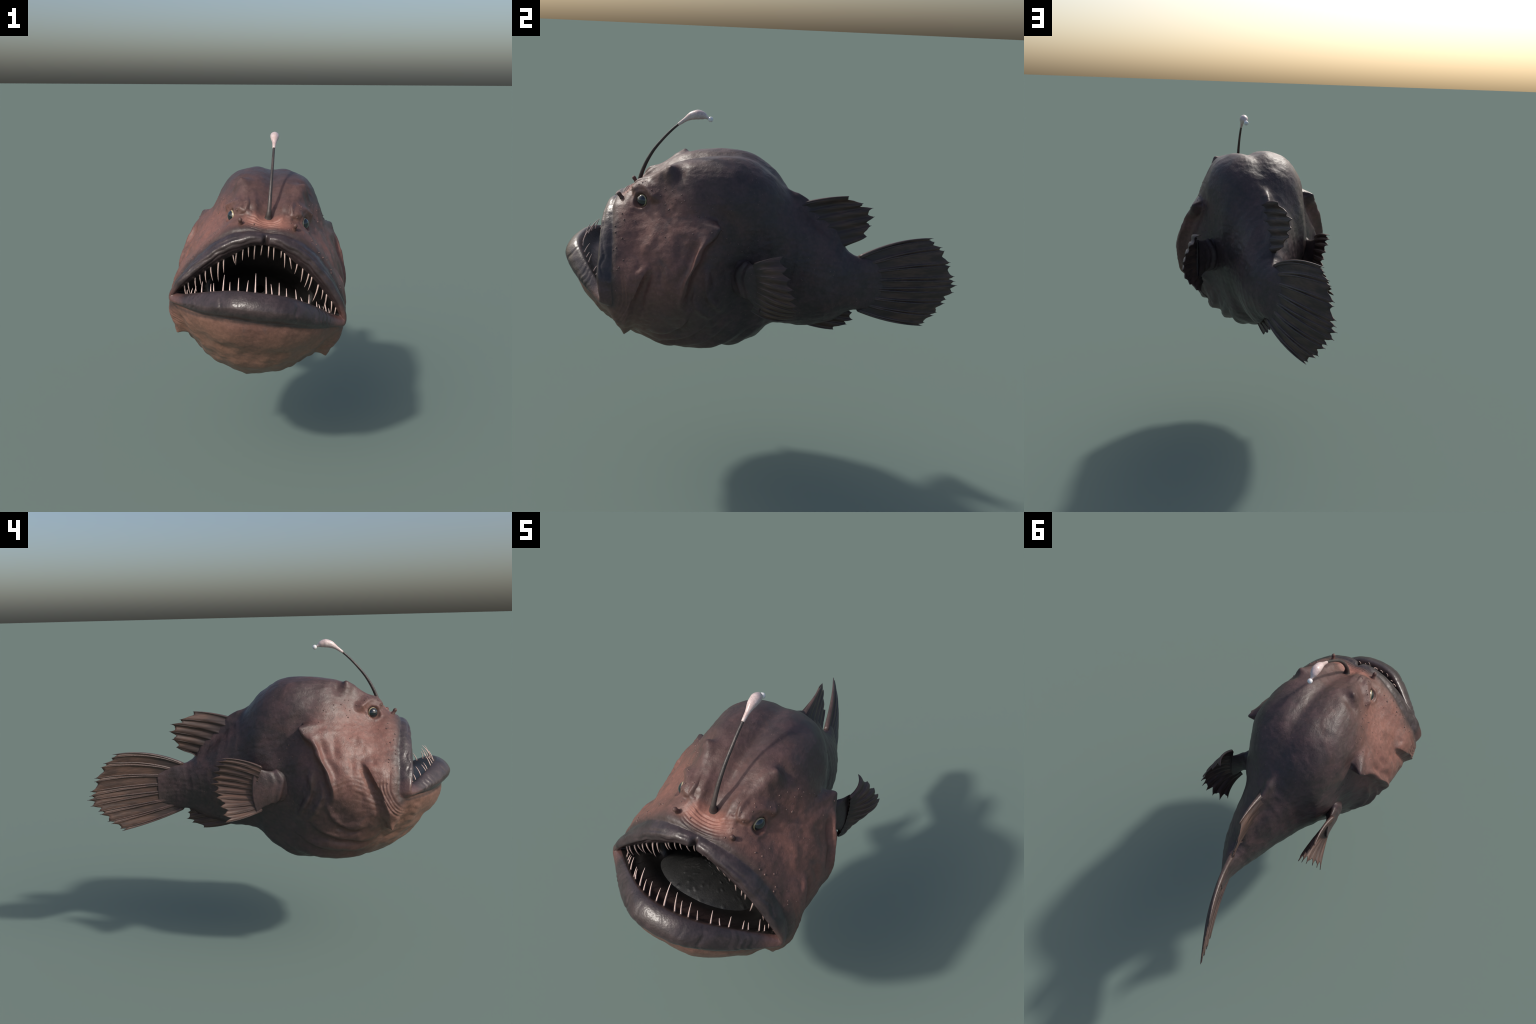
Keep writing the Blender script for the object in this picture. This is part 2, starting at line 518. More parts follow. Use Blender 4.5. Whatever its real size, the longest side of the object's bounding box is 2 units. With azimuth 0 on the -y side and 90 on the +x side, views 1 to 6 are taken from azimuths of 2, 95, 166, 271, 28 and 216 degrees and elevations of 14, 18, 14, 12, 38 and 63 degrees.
def ridge(plane, pts, width, amp, width2=None, taper=0.25, direction=None, only=None, smooth=True):
    """raise (amp > 0) or cut (amp < 0) the skin along a curve drawn in the side
    ('yz') or top ('xy') view; width2 is the falloff on the right of travel"""
    global G
    n = normals()
    if plane == "yz":
        q, facing = G[..., 1:], sstep(n[..., 0], 0.02, 0.25)
    elif plane == "xy":
        q, facing = G[..., :2], sstep(n[..., 2], 0.05, 0.3)
    else:
        q, facing = G[..., [0, 2]], sstep(-n[..., 1], 0.05, 0.3)
    d, side, pos = polyline(q, curve_pts(pts) if smooth else pts)
    w = np.where(side > 0, width, width2 or width)
    f = np.exp(-(d / w) ** 2)
    if taper:
        f = f * sstep(pos, 0, taper) * sstep(1 - pos, 0, taper) if taper > 0 else f * sstep(1 - pos, 0, -taper)
    f = f * facing * OUTER
    if only is not None:
        f = f * only(G)
    G = G + amp * f[..., None] * (n if direction is None else np.asarray(direction, float))


def bump(centre, radius, amp, direction=None, power=2.0):
    """push the skin out around a local 3D point"""
    global G
    n = normals()
    rad = np.asarray(radius, float)
    d = np.linalg.norm((G - np.asarray(centre)) / rad, axis=2)
    f = np.exp(-d ** power) * OUTER
    G = G + amp * f[..., None] * (n if direction is None else np.asarray(direction, float))


# ---- large forms
# jaw corner spike and the edge of the jaw plate running up from it
bump((.362, -.614, .755), (.036, .034, .045), .060, (.25, .05, -.95))
ridge("yz", [(-.455, 1.10), (-.505, 1.0), (-.545, .92), (-.575, .84), (-.60, .76)], .013, .022, .075, taper=.2)
ridge("yz", [(-.44, 1.10), (-.485, .99), (-.512, .90), (-.535, .82), (-.555, .74), (-.57, .66)], .020, -.014, taper=.22)
# gill cover: spike above, edge sweeping down and forward, hollow behind it
def flap(edge, top, height, reach):
    """a thin skin plate: highest along its free rear edge, fading forward,
    dropping sharply behind; the upper side is bounded by a second line"""
    global G
    n = normals()
    q = G[..., 1:]
    d1, s1, pos = polyline(q, curve_pts(edge))
    d1 = -d1 * s1                                      # positive in front of the edge
    d2, s2, _ = polyline(q, curve_pts(top))
    d2 = d2 * s2                                       # positive below the top line
    tip = np.exp(-np.linalg.norm(q - np.asarray(edge[0]), axis=2) / .10)
    f = sstep(d1, -.026, .010) * np.exp(-np.maximum(d1, 0) / reach) * sstep(d2, -.032, .018)
    f = f * sstep(1 - pos, 0, .35) * sstep(n[..., 0], .0, .25) * OUTER
    out = n * .75 + np.array([.10, .38, .0]) * tip[..., None]
    G = G + (height * (.55 + .45 * tip) * f)[..., None] * out


GILL_EDGE = [(-.186, 1.244), (-.200, 1.205), (-.228, 1.165), (-.240, 1.115), (-.272, 1.055), (-.286, 1.00), (-.302, .94), (-.298, .87)]
flap(GILL_EDGE, [(-.165, 1.246), (-.23, 1.272), (-.31, 1.272), (-.43, 1.245)], .074, .072)
ridge("yz", [(y - .012, z - .006) for y, z in GILL_EDGE], .011, .011, .014, taper=.2)          # curled rim
ridge("yz", [(y - .050, z - .018) for y, z in GILL_EDGE[:6]], .022, -.012, taper=.3)              # hollow in front of it
ridge("yz", [(y + .030, z - .01) for y, z in GILL_EDGE], .030, -.016, taper=.25)                  # pocket behind
bump((.345, -.300, 1.235), (.05, .045, .022), .008)
bump((.33, -.325, 1.11), (.05, .024, .060), -.020)
bump((.36, -.41, 1.05), (.05, .02, .05), -.012)
# thick folds hanging from the corner of the mouth to the jaw spike
ridge("yz", [(-.640, .885), (-.632, .84), (-.622, .80), (-.612, .75)], .024, .010, taper=.3)
ridge("yz", [(-.690, .860), (-.685, .82), (-.665, .78), (-.64, .75)], .014, -.008, taper=.3)
ridge("yz", [(-.735, .865), (-.735, .83), (-.715, .79)], .020, .008, taper=.3)
# uneven lumps and pits over the cheek and chin
for _ in range(34):
    y0, z0 = rng.uniform(-.60, -.16), rng.uniform(.66, 1.26)
    r0 = rng.uniform(.016, .034)
    k_ = np.argmin((G[..., 1] - y0) ** 2 + (G[..., 2] - z0) ** 2 + 9 * (normals()[..., 0] < .1) + 9 * (OUTER < 1))
    bump(G.reshape(-1, 3)[k_], (r0, r0 * rng.uniform(.6, 1.0), r0 * rng.uniform(.9, 1.6)), rng.choice([-1, 1]) * rng.uniform(.002, .006))
# cheek swelling between eye and gill
bump((.30, -.40, 1.17), (.10, .09, .08), .010)
# crown: twin humps with a groove between, horns above the eyes
ridge("xy", [(0, -.62), (0, -.50), (0, -.38), (0, -.22), (0, .02)], .036, -.010, taper=.25)
bump((.145, -.418, 1.450), (.034, .030, .03), .028, (.30, .20, .93))
ridge("xy", [(.085, -.60), (.105, -.52), (.125, -.46), (.14, -.42)], .030, .012, taper=.2)
bump((.170, -.362, 1.450), (.05, .028, .05), -.018)
# brow swelling above the eye and the socket
ridge("yz", [(-.592, 1.325), (-.565, 1.362), (-.52, 1.370), (-.480, 1.345), (-.462, 1.315)], .026, .024, taper=.2)
bump((.178, -.548, 1.318), (.040, .034, .034), -.016)
n = normals()
ed = np.linalg.norm(G - np.array([.178, -.548, 1.318]), axis=2)
G = G + (.007 * np.exp(-((ed - .040) / .009) ** 2) * OUTER)[..., None] * n
# low ridges and furrows between the eyes and the lure
ridge("xy", [(.058, -.665), (.062, -.60), (.072, -.53), (.080, -.46)], .016, .006, taper=.25)
ridge("xy", [(.112, -.630), (.118, -.57), (.126, -.51)], .012, -.006, taper=.3)
# pit the lure grows from
bump((0, -.595, 1.36), (.05, .035, .04), -.012)
# fleshy roots of the back and belly fins
ridge("xy", [(0, .08), (0, .15), (0, .24), (0, .33), (0, .42)], .024, .042, direction=(0, .58, .80), taper=.3)
n = normals()
low = np.exp(-(np.abs(G[..., 0]) / .030) ** 2) * sstep(-n[..., 2], .2, .6) * sstep(G[..., 1], .08, .24) * sstep(-G[..., 1], -.46, -.34) * OUTER
G = G + (low * .018)[..., None] * np.array([0, .3, -.9])
# belly folds running fore and aft
FOLDS = [
    ([(-.57, .70), (-.46, .685), (-.34, .70), (-.24, .76), (-.19, .86)], .016, .016),
    ([(-.56, .655), (-.44, .628), (-.30, .64), (-.18, .70), (-.12, .79)], .018, .018),
    ([(-.60, .615), (-.44, .572), (-.28, .578), (-.14, .63), (-.05, .70)], .018, .016),
    ([(-.52, .545), (-.36, .528), (-.20, .55), (-.08, .60), (.02, .67)], .016, .012),
    ([(-.52, .78), (-.44, .745), (-.36, .77), (-.30, .83), (-.28, .92)], .014, .012),
]
for pts, w, a in FOLDS:
    a = a * .75
    pts = [(y, z + .006 * math.sin(y * 23 + w * 900)) for y, z in pts]
    ridge("yz", pts, w * 1.3, a, w * .7, taper=.3)
    ridge("yz", [(y + .006, z - w * 1.9) for y, z in pts], w * .9, -a * .8, taper=.3)
# folds between gill cover and breast fin
ridge("yz", [(-.20, 1.06), (-.215, .96), (-.18, .88), (-.14, .80)], .018, .016, .012, taper=.3)
ridge("yz", [(-.245, 1.02), (-.265, .93), (-.23, .85), (-.17, .78)], .014, .012, taper=.3)
# shallow creases round the corner of the mouth
for k in range(4):
    o = .020 + .017 * k
    ridge("yz", [(-.615 + o, 1.06 - .02 * k), (-.605 + o, .95), (-.615 + o * .8, .90 - o * .2), (-.645 + o * .5, .862 - o * .75), (-.70, .835 - o * .8)], .006, -.0045, taper=.3)
# transverse wrinkles across the forehead in front of the lure
for k in range(6):
    y = -.630 - .0115 * k
    ridge("xy", [(-.11, y + .028), (-.06, y + .004), (0, y), (.06, y + .004), (.11, y + .028)], .0042, -.0045, taper=.3)
# small knobs: nostril papillae
NOSTRIL = (.151, -.655, 1.318)

# ---- lips: swell, notch in the middle of the upper lip, wrinkles
a0, a1 = ring_of["lip_outer"], ring_of["lip_inner"]
n = normals()
uu = np.arange(NU)[:, None]
band = sstep(uu, a0, (a0 + a1) / 2) * (1 - sstep(uu, (a0 + a1) / 2, a1 + 6))
crease = np.exp(-((uu - a0) / 4.5) ** 2)
vv = t_v[None, :]
size = np.interp(t_v, [0, 3, 5.4, 6, 6.8, 8.5, 10], [.016, .010, .012, .008, .008, .014, .020])[None, :]
notch = np.exp(-(vv / .16) ** 2)
G = G + (band * size - crease * .007 - notch * band * .030)[..., None] * n

# ---- fine relief: loose-skin wrinkles and unevenness
n = normals()
flatP = G.reshape(-1, 3)


def fractal(P, scale, octaves=3, seed=0.0, stretch=(1, 1, 1)):
    out = np.empty(len(P))
    s = np.asarray(stretch) * scale
    for i, p in enumerate(P * s + seed):
        out[i] = mnoise.fractal(Vector(p), 1.0, 2.0, octaves)
    return out.reshape(NU, NV)


def turb(P, scale, seed=0.0, stretch=(1, 1, 1)):
    out = np.empty(len(P))
    s = np.asarray(stretch) * scale
    for i, p in enumerate(P * s + seed):
        out[i] = mnoise.noise(Vector(p))
    return out.reshape(NU, NV)


Yg, Zg = G[..., 1], G[..., 2]
lump = fractal(flatP, 7.0, 3, 3.1)
# wavy fold lines that follow the belly and cheek
warp = turb(flatP, 5.0, 9.0)
belly = sstep(-Zg, -.98, -.70) * sstep(-Yg, -.10, .05) * sstep(Yg, -.85, -.60)
phase = 2 * pi * (Zg * 19 - .9 * np.sin((Yg + .35) * 3.2) ** 2 * 4 + warp * .8)
folds = np.abs(np.sin(phase / 2)) ** .7
tailw = sstep(Yg, -.05, .15) * sstep(-Yg, -.56, -.44)
rings_ = np.abs(np.sin((Yg * 62 + warp * 2.6 + Zg * 5)))
cheekw = sstep(Yg, -.60, -.50) * sstep(-Yg, .22, .32) * sstep(-Zg, -1.08, -.95) * sstep(Zg, .70, .78)
cf = np.abs(np.sin(2 * pi * (Zg * 15 + .6 * np.cos(Yg * 7) + warp * 1.6)))
chin = sstep(-Zg, -.86, -.76) * sstep(-Yg, .30, .45)
lump2 = fractal(flatP, 9.0, 2, 5.7)
crepe = turb(flatP, 42.0, 2.0, (.8, .45, 1.3)) + .6 * turb(flatP, 70.0, 8.0, (1, .6, 1))
relief = lump * .0045 + crepe * .0011 + chin * lump2 * .012 + belly * (folds - .6) * .0035 - tailw * (rings_ - .6) * .0014 + cheekw * (cf - .6) * .0016
G = G + (relief * OUTER * (1 - band))[..., None] * n

# gentle wrinkles across the lips
n = normals()
lw = turb(flatP, 30.0, 4.0, (1, .5, 1)) * .0022
G = G + (lw * band)[..., None] * n

n = normals()
ul = sstep(t_v, .15, .8) * sstep(-t_v, -5.2, -4.2)
wob = turb(flatP, 16.0, 7.0)
for frac, amp in ((.30, .0045), (.52, .0055), (.70, .0035)):
    uc = a0 + (a1 - a0) * frac + wob * 4.0
    G = G - (amp * np.exp(-((uu - uc) / 1.7) ** 2) * ul[None, :] * (.55 + .9 * turb(flatP, 9.0, 20 * frac)))[..., None] * n
for v0 in (7.45, 7.62, 7.78, 7.98, 8.7, 9.25):      # short folds across the lower lip
    G = G - (.0035 * np.exp(-((vv - v0 - .04 * np.sin(uu * .35)) / .045) ** 2) * band * (.3 + .7 * np.sin(v0 * 37.0) ** 2))[..., None] * n

# mirror, pose, build faces
left = G[:, 1:-1][:, ::-1] * (-1, 1, 1)
full = np.concatenate([G, left], axis=1)                      # nu x ring x 3
NR = full.shape[1]
W = pose(full)
# asymmetry
Wf = W.reshape(-1, 3)
VID = np.arange(NU * NR).reshape(NU, NR)
i0, i1 = np.meshgrid(np.arange(NU - 1), np.arange(NR), indexing="ij")
quads = np.stack([VID[i0, i1], VID[i0 + 1, i1], VID[i0 + 1, (i1 + 1) % NR], VID[i0, (i1 + 1) % NR]], -1)
if not FLIP:
    pass
else:
    quads = quads[..., ::-1]
# check orientation against the outward normal and flip when needed
q = quads[ring_of["trunk_3"], NV // 2]
fn = np.cross(Wf[q[1]] - Wf[q[0]], Wf[q[2]] - Wf[q[0]])
if fn[0] < 0:
    quads = quads[..., ::-1]

# smooth vertex normals of the whole surface, shared by every separated part
nrm = np.zeros_like(Wf)
qf = quads.reshape(-1, 4)
fn = np.cross(Wf[qf[:, 2]] - Wf[qf[:, 0]], Wf[qf[:, 3]] - Wf[qf[:, 1]])
for k in range(4):
    np.add.at(nrm, qf[:, k], fn)
nrm /= np.linalg.norm(nrm, axis=1, keepdims=True) + 1e-15


def separate(name, faces, mat):
    faces = faces.reshape(-1, 4)
    used, inv = np.unique(faces, return_inverse=True)
    me = bpy.data.meshes.new(name)
    nf = len(faces)
    me.vertices.add(len(used))
    me.vertices.foreach_set("co", Wf[used].ravel())
    me.loops.add(nf * 4)
    me.loops.foreach_set("vertex_index", inv.reshape(-1).astype(np.int32))
    me.polygons.add(nf)
    me.polygons.foreach_set("loop_start", np.arange(nf, dtype=np.int32) * 4)
    me.materials.append(mat)
    me.update(calc_edges=True)
    me.validate()
    me.polygons.foreach_set("use_smooth", np.ones(len(me.polygons), bool))
    me.normals_split_custom_set_from_vertices(nrm[used].tolist())
    return link(name, me)


r_ = ring_of
V6 = 6 * SUB_V
cols = np.arange(NR)
upper = (cols < V6) | (cols >= NR - V6)
separate("tail", quads[: r_["tail_4"]], MAT_SKIN)
separate("torso", quads[r_["tail_4"]: r_["gill"]], MAT_SKIN)
separate("head", quads[r_["gill"]: r_["lip_outer"]], MAT_SKIN)
separate("upper_lip", quads[r_["lip_outer"]: r_["lip_inner"]][:, upper], MAT_LIP)
separate("lower_lip", quads[r_["lip_outer"]: r_["lip_inner"]][:, ~upper], MAT_LIP)
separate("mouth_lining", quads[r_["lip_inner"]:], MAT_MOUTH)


# ------------------------------------------------------------------ eyes
def eye_materials():
    m, nt, bsdf = new_material("eye_surface")
    N = Nodes(nt)
    x, y, z = N.split(N.coords())
    r = N.math("SQRT", N.math("ADD", N.math("MULTIPLY", x, x), N.math("MULTIPLY", y, y)))
    pupil = (0.006, 0.010, 0.013)
    iris = (0.42, 0.34, 0.19)
    col = N.mix(N.ramp(r, .0245, .0258), pupil, iris)
    col = N.mix(N.ramp(r, .0275, .0290), col, (0.020, 0.018, 0.018))
    N.put(bsdf.inputs["Base Color"], col)
    bsdf.inputs["Roughness"].default_value = 0.08
    bsdf.inputs["Coat Weight"].default_value = 1.0
    bsdf.inputs["Coat Roughness"].default_value = 0.03
    return m


MAT_EYE = eye_materials()
EYE = np.array([.176, -.545, 1.317])
EYE_R = .0315


def uv_ball(rx, ry, rz, seg=32, rings=20):
    V, F = [], []
    for i in range(rings + 1):
        a = pi * i / rings
        for j in range(seg):
            b = 2 * pi * j / seg
            V.append((rx * math.sin(a) * math.cos(b), ry * math.sin(a) * math.sin(b), rz * math.cos(a)))
    for i in range(rings):
        for j in range(seg):
            k = (j + 1) % seg
            F.append((i * seg + j, (i + 1) * seg + j, (i + 1) * seg + k, i * seg + k))
    return V, F


V, F = uv_ball(EYE_R, EYE_R, EYE_R)
eye_mesh = mesh_from("eye", V, F, MAT_EYE)
for sx in (1, -1):
    look = np.array([sx * .90, -.42, .08])
    c = np.array([sx * EYE[0], EYE[1], EYE[2]]) - look / np.linalg.norm(look) * EYE_R * .62
    ob = link("eye", eye_mesh)
    ob.location = pose(c).tolist()
    ob.rotation_euler = Vector(look).to_track_quat("Z", "Y").to_euler()

# ------------------------------------------------------------------ lure
stalk = curve_pts([(.000, -.585, 1.320), (.000, -.597, 1.362), (-.003, -.572, 1.432), (-.006, -.533, 1.500), (-.008, -.487, 1.557), (-.010, -.440, 1.606), (-.011, -.395, 1.645)], 40)
rad = np.interp(np.linspace(0, 1, 40), [0, .08, .2, .6, 1], [.034, .0165, .0098, .0068, .0056])
V, F = tube(pose(stalk), rad, 14)
link("lure_stalk", mesh_from("lure_stalk", V, F, MAT_STALK))
bulb = curve_pts([(-.011, -.408, 1.634), (-.011, -.372, 1.660), (-.011, -.345, 1.676), (-.010, -.315, 1.683), (-.010, -.29, 1.678), (-.009, -.270, 1.668)], 30)
rad = np.interp(np.linspace(0, 1, 30), [0, .18, .4, .6, .8, .92, 1], [.0066, .010, .019, .0225, .017, .008, .006])
V, F = tube(pose(bulb), rad, 20)
link("lure_bulb", mesh_from("lure_bulb", V, F, MAT_BULB))
V, F = uv_ball(.0125, .0125, .0125, 20, 12)
ob = link("lure_pearl", mesh_from("lure_pearl", V, F, MAT_PEARL))
ob.location = pose((-.008, -.259, 1.664)).tolist()


# ------------------------------------------------------------------ teeth
def tooth_mesh(length, base, bend):
    s = np.linspace(0, 1, 10)
    pts = np.stack([np.zeros(10), bend * length * s**2, length * s], 1)
    V, F = tube(pts, base * (1 - s ** 1.5) ** .8 + .0006, 8)
    return mesh_from("tooth", V, F, MAT_TOOTH)


def ring_point(u, v, side):
    p = G[u, min(NV - 1, int(round(v * SUB_V)))].copy()
    p[0] *= side
    return p


u_tooth = (r_["lip_inner"] * 2 + r_["gum"]) // 3
LOWER = [(9.80, .085), (9.47, .052), (9.15, .088), (8.85, .058), (8.55, .078), (8.25, .045), (7.98, .065), (7.68, .055), (7.42, .045), (7.15, .05), (6.9, .035)]
UPPER = [(.18, .055), (.62, .058), (1.0, .040), (1.35, .052), (1.75, .058), (2.1, .040), (2.5, .05), (2.85, .055), (3.25, .045), (3.65, .058), (4.05, .045), (4.5, .055), (4.9, .042), (5.3, .04)]
for kind, table in (("low", LOWER), ("up", UPPER)):
    for side in (1, -1):
        for v, L in table:
            v2 = float(np.clip(v + rng.uniform(-.09, .09), .12, 9.88))
            L2 = L * rng.uniform(.70, 1.25) * (np.interp(v, [0, 2, 5], [1.30, 1.35, 1.7]) if kind == 'up' else 1.0)
            root = ring_point(u_tooth if kind == 'low' else r_['lip_inner'] + 1, v2, side)
            inward = np.array([-root[0] * .55, .55 if kind == "low" else .25, 0])
            axis = np.array([0, 0, 1.0 if kind == "low" else -1.0]) + inward * (.35 if kind == 'low' else .10) + rng.normal(0, .10, 3)
            ob = link("tooth", tooth_mesh(L2, .0019 + L2 * .013, rng.uniform(.12, .32)))
            a = Vector(axis).normalized()
            yv = Vector(inward) - a * a.dot(Vector(inward))
            yv.normalize()
            xv = yv.cross(a)
            M = Matrix((xv, yv, a)).transposed()
            ob.rotation_euler = M.to_euler()
            ob.location = pose(root - np.array(a) * .010).tolist()

# ------------------------------------------------------------------ tongue
V, F = uv_ball(.250, .205, .078, 180, 110)
V = np.array(V)
d = V / np.linalg.norm(V, axis=1, keepdims=True)
for k in range(90):
    a, b = rng.uniform(0, 2 * pi), rng.uniform(.05, 1.0)
    p = np.array([math.cos(a) * math.sqrt(1 - b * b), math.sin(a) * math.sqrt(1 - b * b), b])
    V = V + d * (rng.uniform(.003, .008) * np.exp(-(np.linalg.norm(d - p, axis=1) / .030) ** 2))[:, None]
V[:, 2] -= V[:, 1] * .25
V = V + np.array([0, -.545, .872])
link("tongue", mesh_from("tongue", pose(V), F, MAT_TONGUE))

# ------------------------------------------------------------------ fins
def fin(name, roots, tips, bow, thick_root, thick_edge, ray_r, recess=.09, overshoot=.012, branches=None, ns=26, per=9, pleat=.004, base_flare=0.0):
    """membrane stretched over rays. roots/tips: one 3D point per ray; bow: per-ray
    offset of the middle control point."""
    roots, tips = np.asarray(roots, float), np.asarray(tips, float)
    bow = np.broadcast_to(np.asarray(bow, float), roots.shape)
    mids = (roots + tips) / 2 + bow
    nr = len(roots)
    t = np.linspace(0, nr - 1, (nr - 1) * per + 1)
    R, M, T = catmull(roots, t), catmull(mids, t), catmull(tips, t)
    frac = t - np.round(t)                                   # -.5 .. .5, 0 on a ray
    # straight chord between neighbouring tips, then scooped in between
    i = np.clip(np.floor(t).astype(int), 0, nr - 2)
    f = (t - i)[:, None]
    T = tips[i] * (1 - f) + tips[i + 1] * f
    cut = 1 - recess * (np.abs(frac) * 2) ** .8 * (.8 + .4 * np.sin(t * 5.1) ** 2)
    s = np.linspace(0, 1, ns)[None, :] * cut[:, None]
    P = ((1 - s) ** 2)[..., None] * R[:, None] + (2 * s * (1 - s))[..., None] * M[:, None] + (s**2)[..., None] * T[:, None]
    du, dv = np.gradient(P, axis=0), np.gradient(P, axis=1)
    nrm_ = np.cross(du, dv)
    nrm_ /= np.linalg.norm(nrm_, axis=2, keepdims=True) + 1e-12
    sp = np.linspace(0, 1, ns)[None, :]
    th = thick_edge + (thick_root - thick_edge) * (1 - sp) ** 2.2 + 0 * t[:, None]
    th = th * (1 + .4 * np.exp(-(frac / .13) ** 2))[:, None]
    wave = pleat * np.sin(2 * pi * t * 1.0)[:, None] * sstep(sp, .1, .5)
    P = P + nrm_ * wave[..., None]
    A, B = P + nrm_ * th[..., None] / 2, P - nrm_ * th[..., None] / 2
    n1, n2 = P.shape[:2]
    V = np.concatenate([A.reshape(-1, 3), B.reshape(-1, 3)])
    ida = np.arange(n1 * n2).reshape(n1, n2)
    idb = ida + n1 * n2
    F = []
    for a in range(n1 - 1):
        for b in range(n2 - 1):
            F.append((ida[a, b], ida[a + 1, b], ida[a + 1, b + 1], ida[a, b + 1]))
            F.append((idb[a, b], idb[a, b + 1], idb[a + 1, b + 1], idb[a + 1, b]))
    loop = [(a, n2 - 1) for a in range(n1)]
    rim = [(0, b) for b in range(n2)] + loop[1:] + [(n1 - 1, b) for b in range(n2 - 2, -1, -1)]
    for (a, b), (c, d_) in zip(rim[:-1], rim[1:]):
        F.append((ida[a, b], ida[c, d_], idb[c, d_], idb[a, b]))
    fin_ob = link(name, mesh_from(name, V, F, FIN_MATS[name]))
    # rays
    for k in range(nr):
        if branches is not None and branches[k] is False:
            continue
        s = np.linspace(.02, 1 + overshoot, 22)[:, None]
        P = (1 - s) ** 2 * roots[k] + 2 * s * (1 - s) * mids[k] + s**2 * tips[k]
        rr = ray_r * (np.linspace(1, 0, 22) ** .8 * .88 + .12)
        V, F = tube(P, rr, 8, spin=(1, .1, .1), squash=1.75)
        link("fin_ray", mesh_from("fin_ray", V, F, MAT_RAY), fin_ob)
    return fin_ob


def fx(y, z):
    """x of the posed midplane at y, z"""
    return float(pose((0, y, z))[0])


def mid(y, z, dx=0.0):
    return (fx(y, z) + dx, y, z)


# tail fin: eight rays, each split in two toward the edge
tail_root = [(.489, 1.046), (.535, 1.018), (.553, .982), (.557, .943), (.548, .902), (.537, .862), (.528, .828), (.505, .797)]
tail_tip = [((.816, 1.133), (.826, 1.115)), ((.866, 1.087), (.880, 1.069)), ((.916, 1.010), (.918, .992)), ((.944, .939), (.950, .914)),
            ((.961, .893), (.949, .857)), ((.914, .823), (.907, .804)), ((.873, .759), (.856, .744)), ((.815, .710), (.805, .696))]
rt, tp, bw = [], [], []
for k, (r0, (a, b)) in enumerate(zip(tail_root, tail_tip)):
    up = np.interp(k, [0, 1, 3, 4.5, 7], [.056, .036, .012, -.006, -.022])
    for j, e in enumerate((a, b)):
        dz = -.004 * j
        rt.append(mid(r0[0] - .03, r0[1] + dz))
        tp.append(mid(*e))
        bw.append((np.interp(k, [0, 2, 5, 7], [.025, .042, .042, .025]), 0.0, up))
fin("caudal_fin", rt, tp, bw, .018, .0030, .0082, recess=.06, per=9, pleat=.0016)

# back fin
droot = [(.140, 1.275), (.170, 1.245), (.208, 1.206), (.245, 1.170), (.283, 1.135), (.322, 1.098), (.356, 1.066)]
dtip = [(.006, .394, 1.338), (-.025, .464, 1.301), (-.038, .512, 1.279), (-.034, .523, 1.238), (-.026, .511, 1.195), (-.004, .494, 1.146), (.007, .400, 1.100)]
fin("dorsal_fin", [mid(*p, .008) for p in droot], dtip, [(.01, 0, .022), (.014, 0, .02), (.018, 0, .014), (.018, 0, .008), (.014, 0, .002), (.01, 0, -.004), (.006, 0, -.006)],
    .050, .0035, .0078, recess=.11)

# belly fin near the tail
aroot = [(.165, .722), (.218, .740), (.280, .760), (.350, .782), (.405, .805)]
atip = [(.049, .368, .678), (.045, .431, .709), (.038, .459, .733), (.039, .453, .771), (.036, .440, .790)]
fin("anal_fin", [mid(*p) for p in aroot], atip, [(0, 0, -.020), (0, 0, -.012), (0, 0, -.006), (0, 0, -.002), (0, 0, 0)], .036, .0035, .0072, recess=.12)

# breast fins: fleshy arm, then a fan
PECT = {
    1: dict(wrist=[(.350, .022, 1.085), (.348, .034, 1.045), (.345, .042, 1.005), (.340, .044, .965), (.335, .040, .925), (.325, .030, .885), (.315, .015, .850)],
            tips=[(.333, .125, 1.126), (.370, .148, 1.085), (.400, .167, 1.045), (.418, .183, 1.005), (.425, .195, .970), (.418, .202, .930), (.395, .204, .900), (.360, .200, .870), (.322, .190, .840), (.300, .150, .812)],
            out=(.045, .040)),
    -1: dict(wrist=[(-.298, .052, 1.088), (-.295, .066, 1.050), (-.290, .075, 1.010), (-.286, .078, .970), (-.282, .076, .930), (-.280, .070, .895), (-.278, .058, .862)],
             tips=[(-.308, .230, 1.141), (-.300, .256, 1.125), (-.288, .272, 1.099), (-.275, .283, 1.065), (-.264, .292, 1.030), (-.259, .297, 1.000), (-.270, .282, .962), (-.288, .268, .934), (-.312, .246, .893), (-.332, .232, .855), (-.347, .222, .820)],
             out=(-.022, -.008)),
}
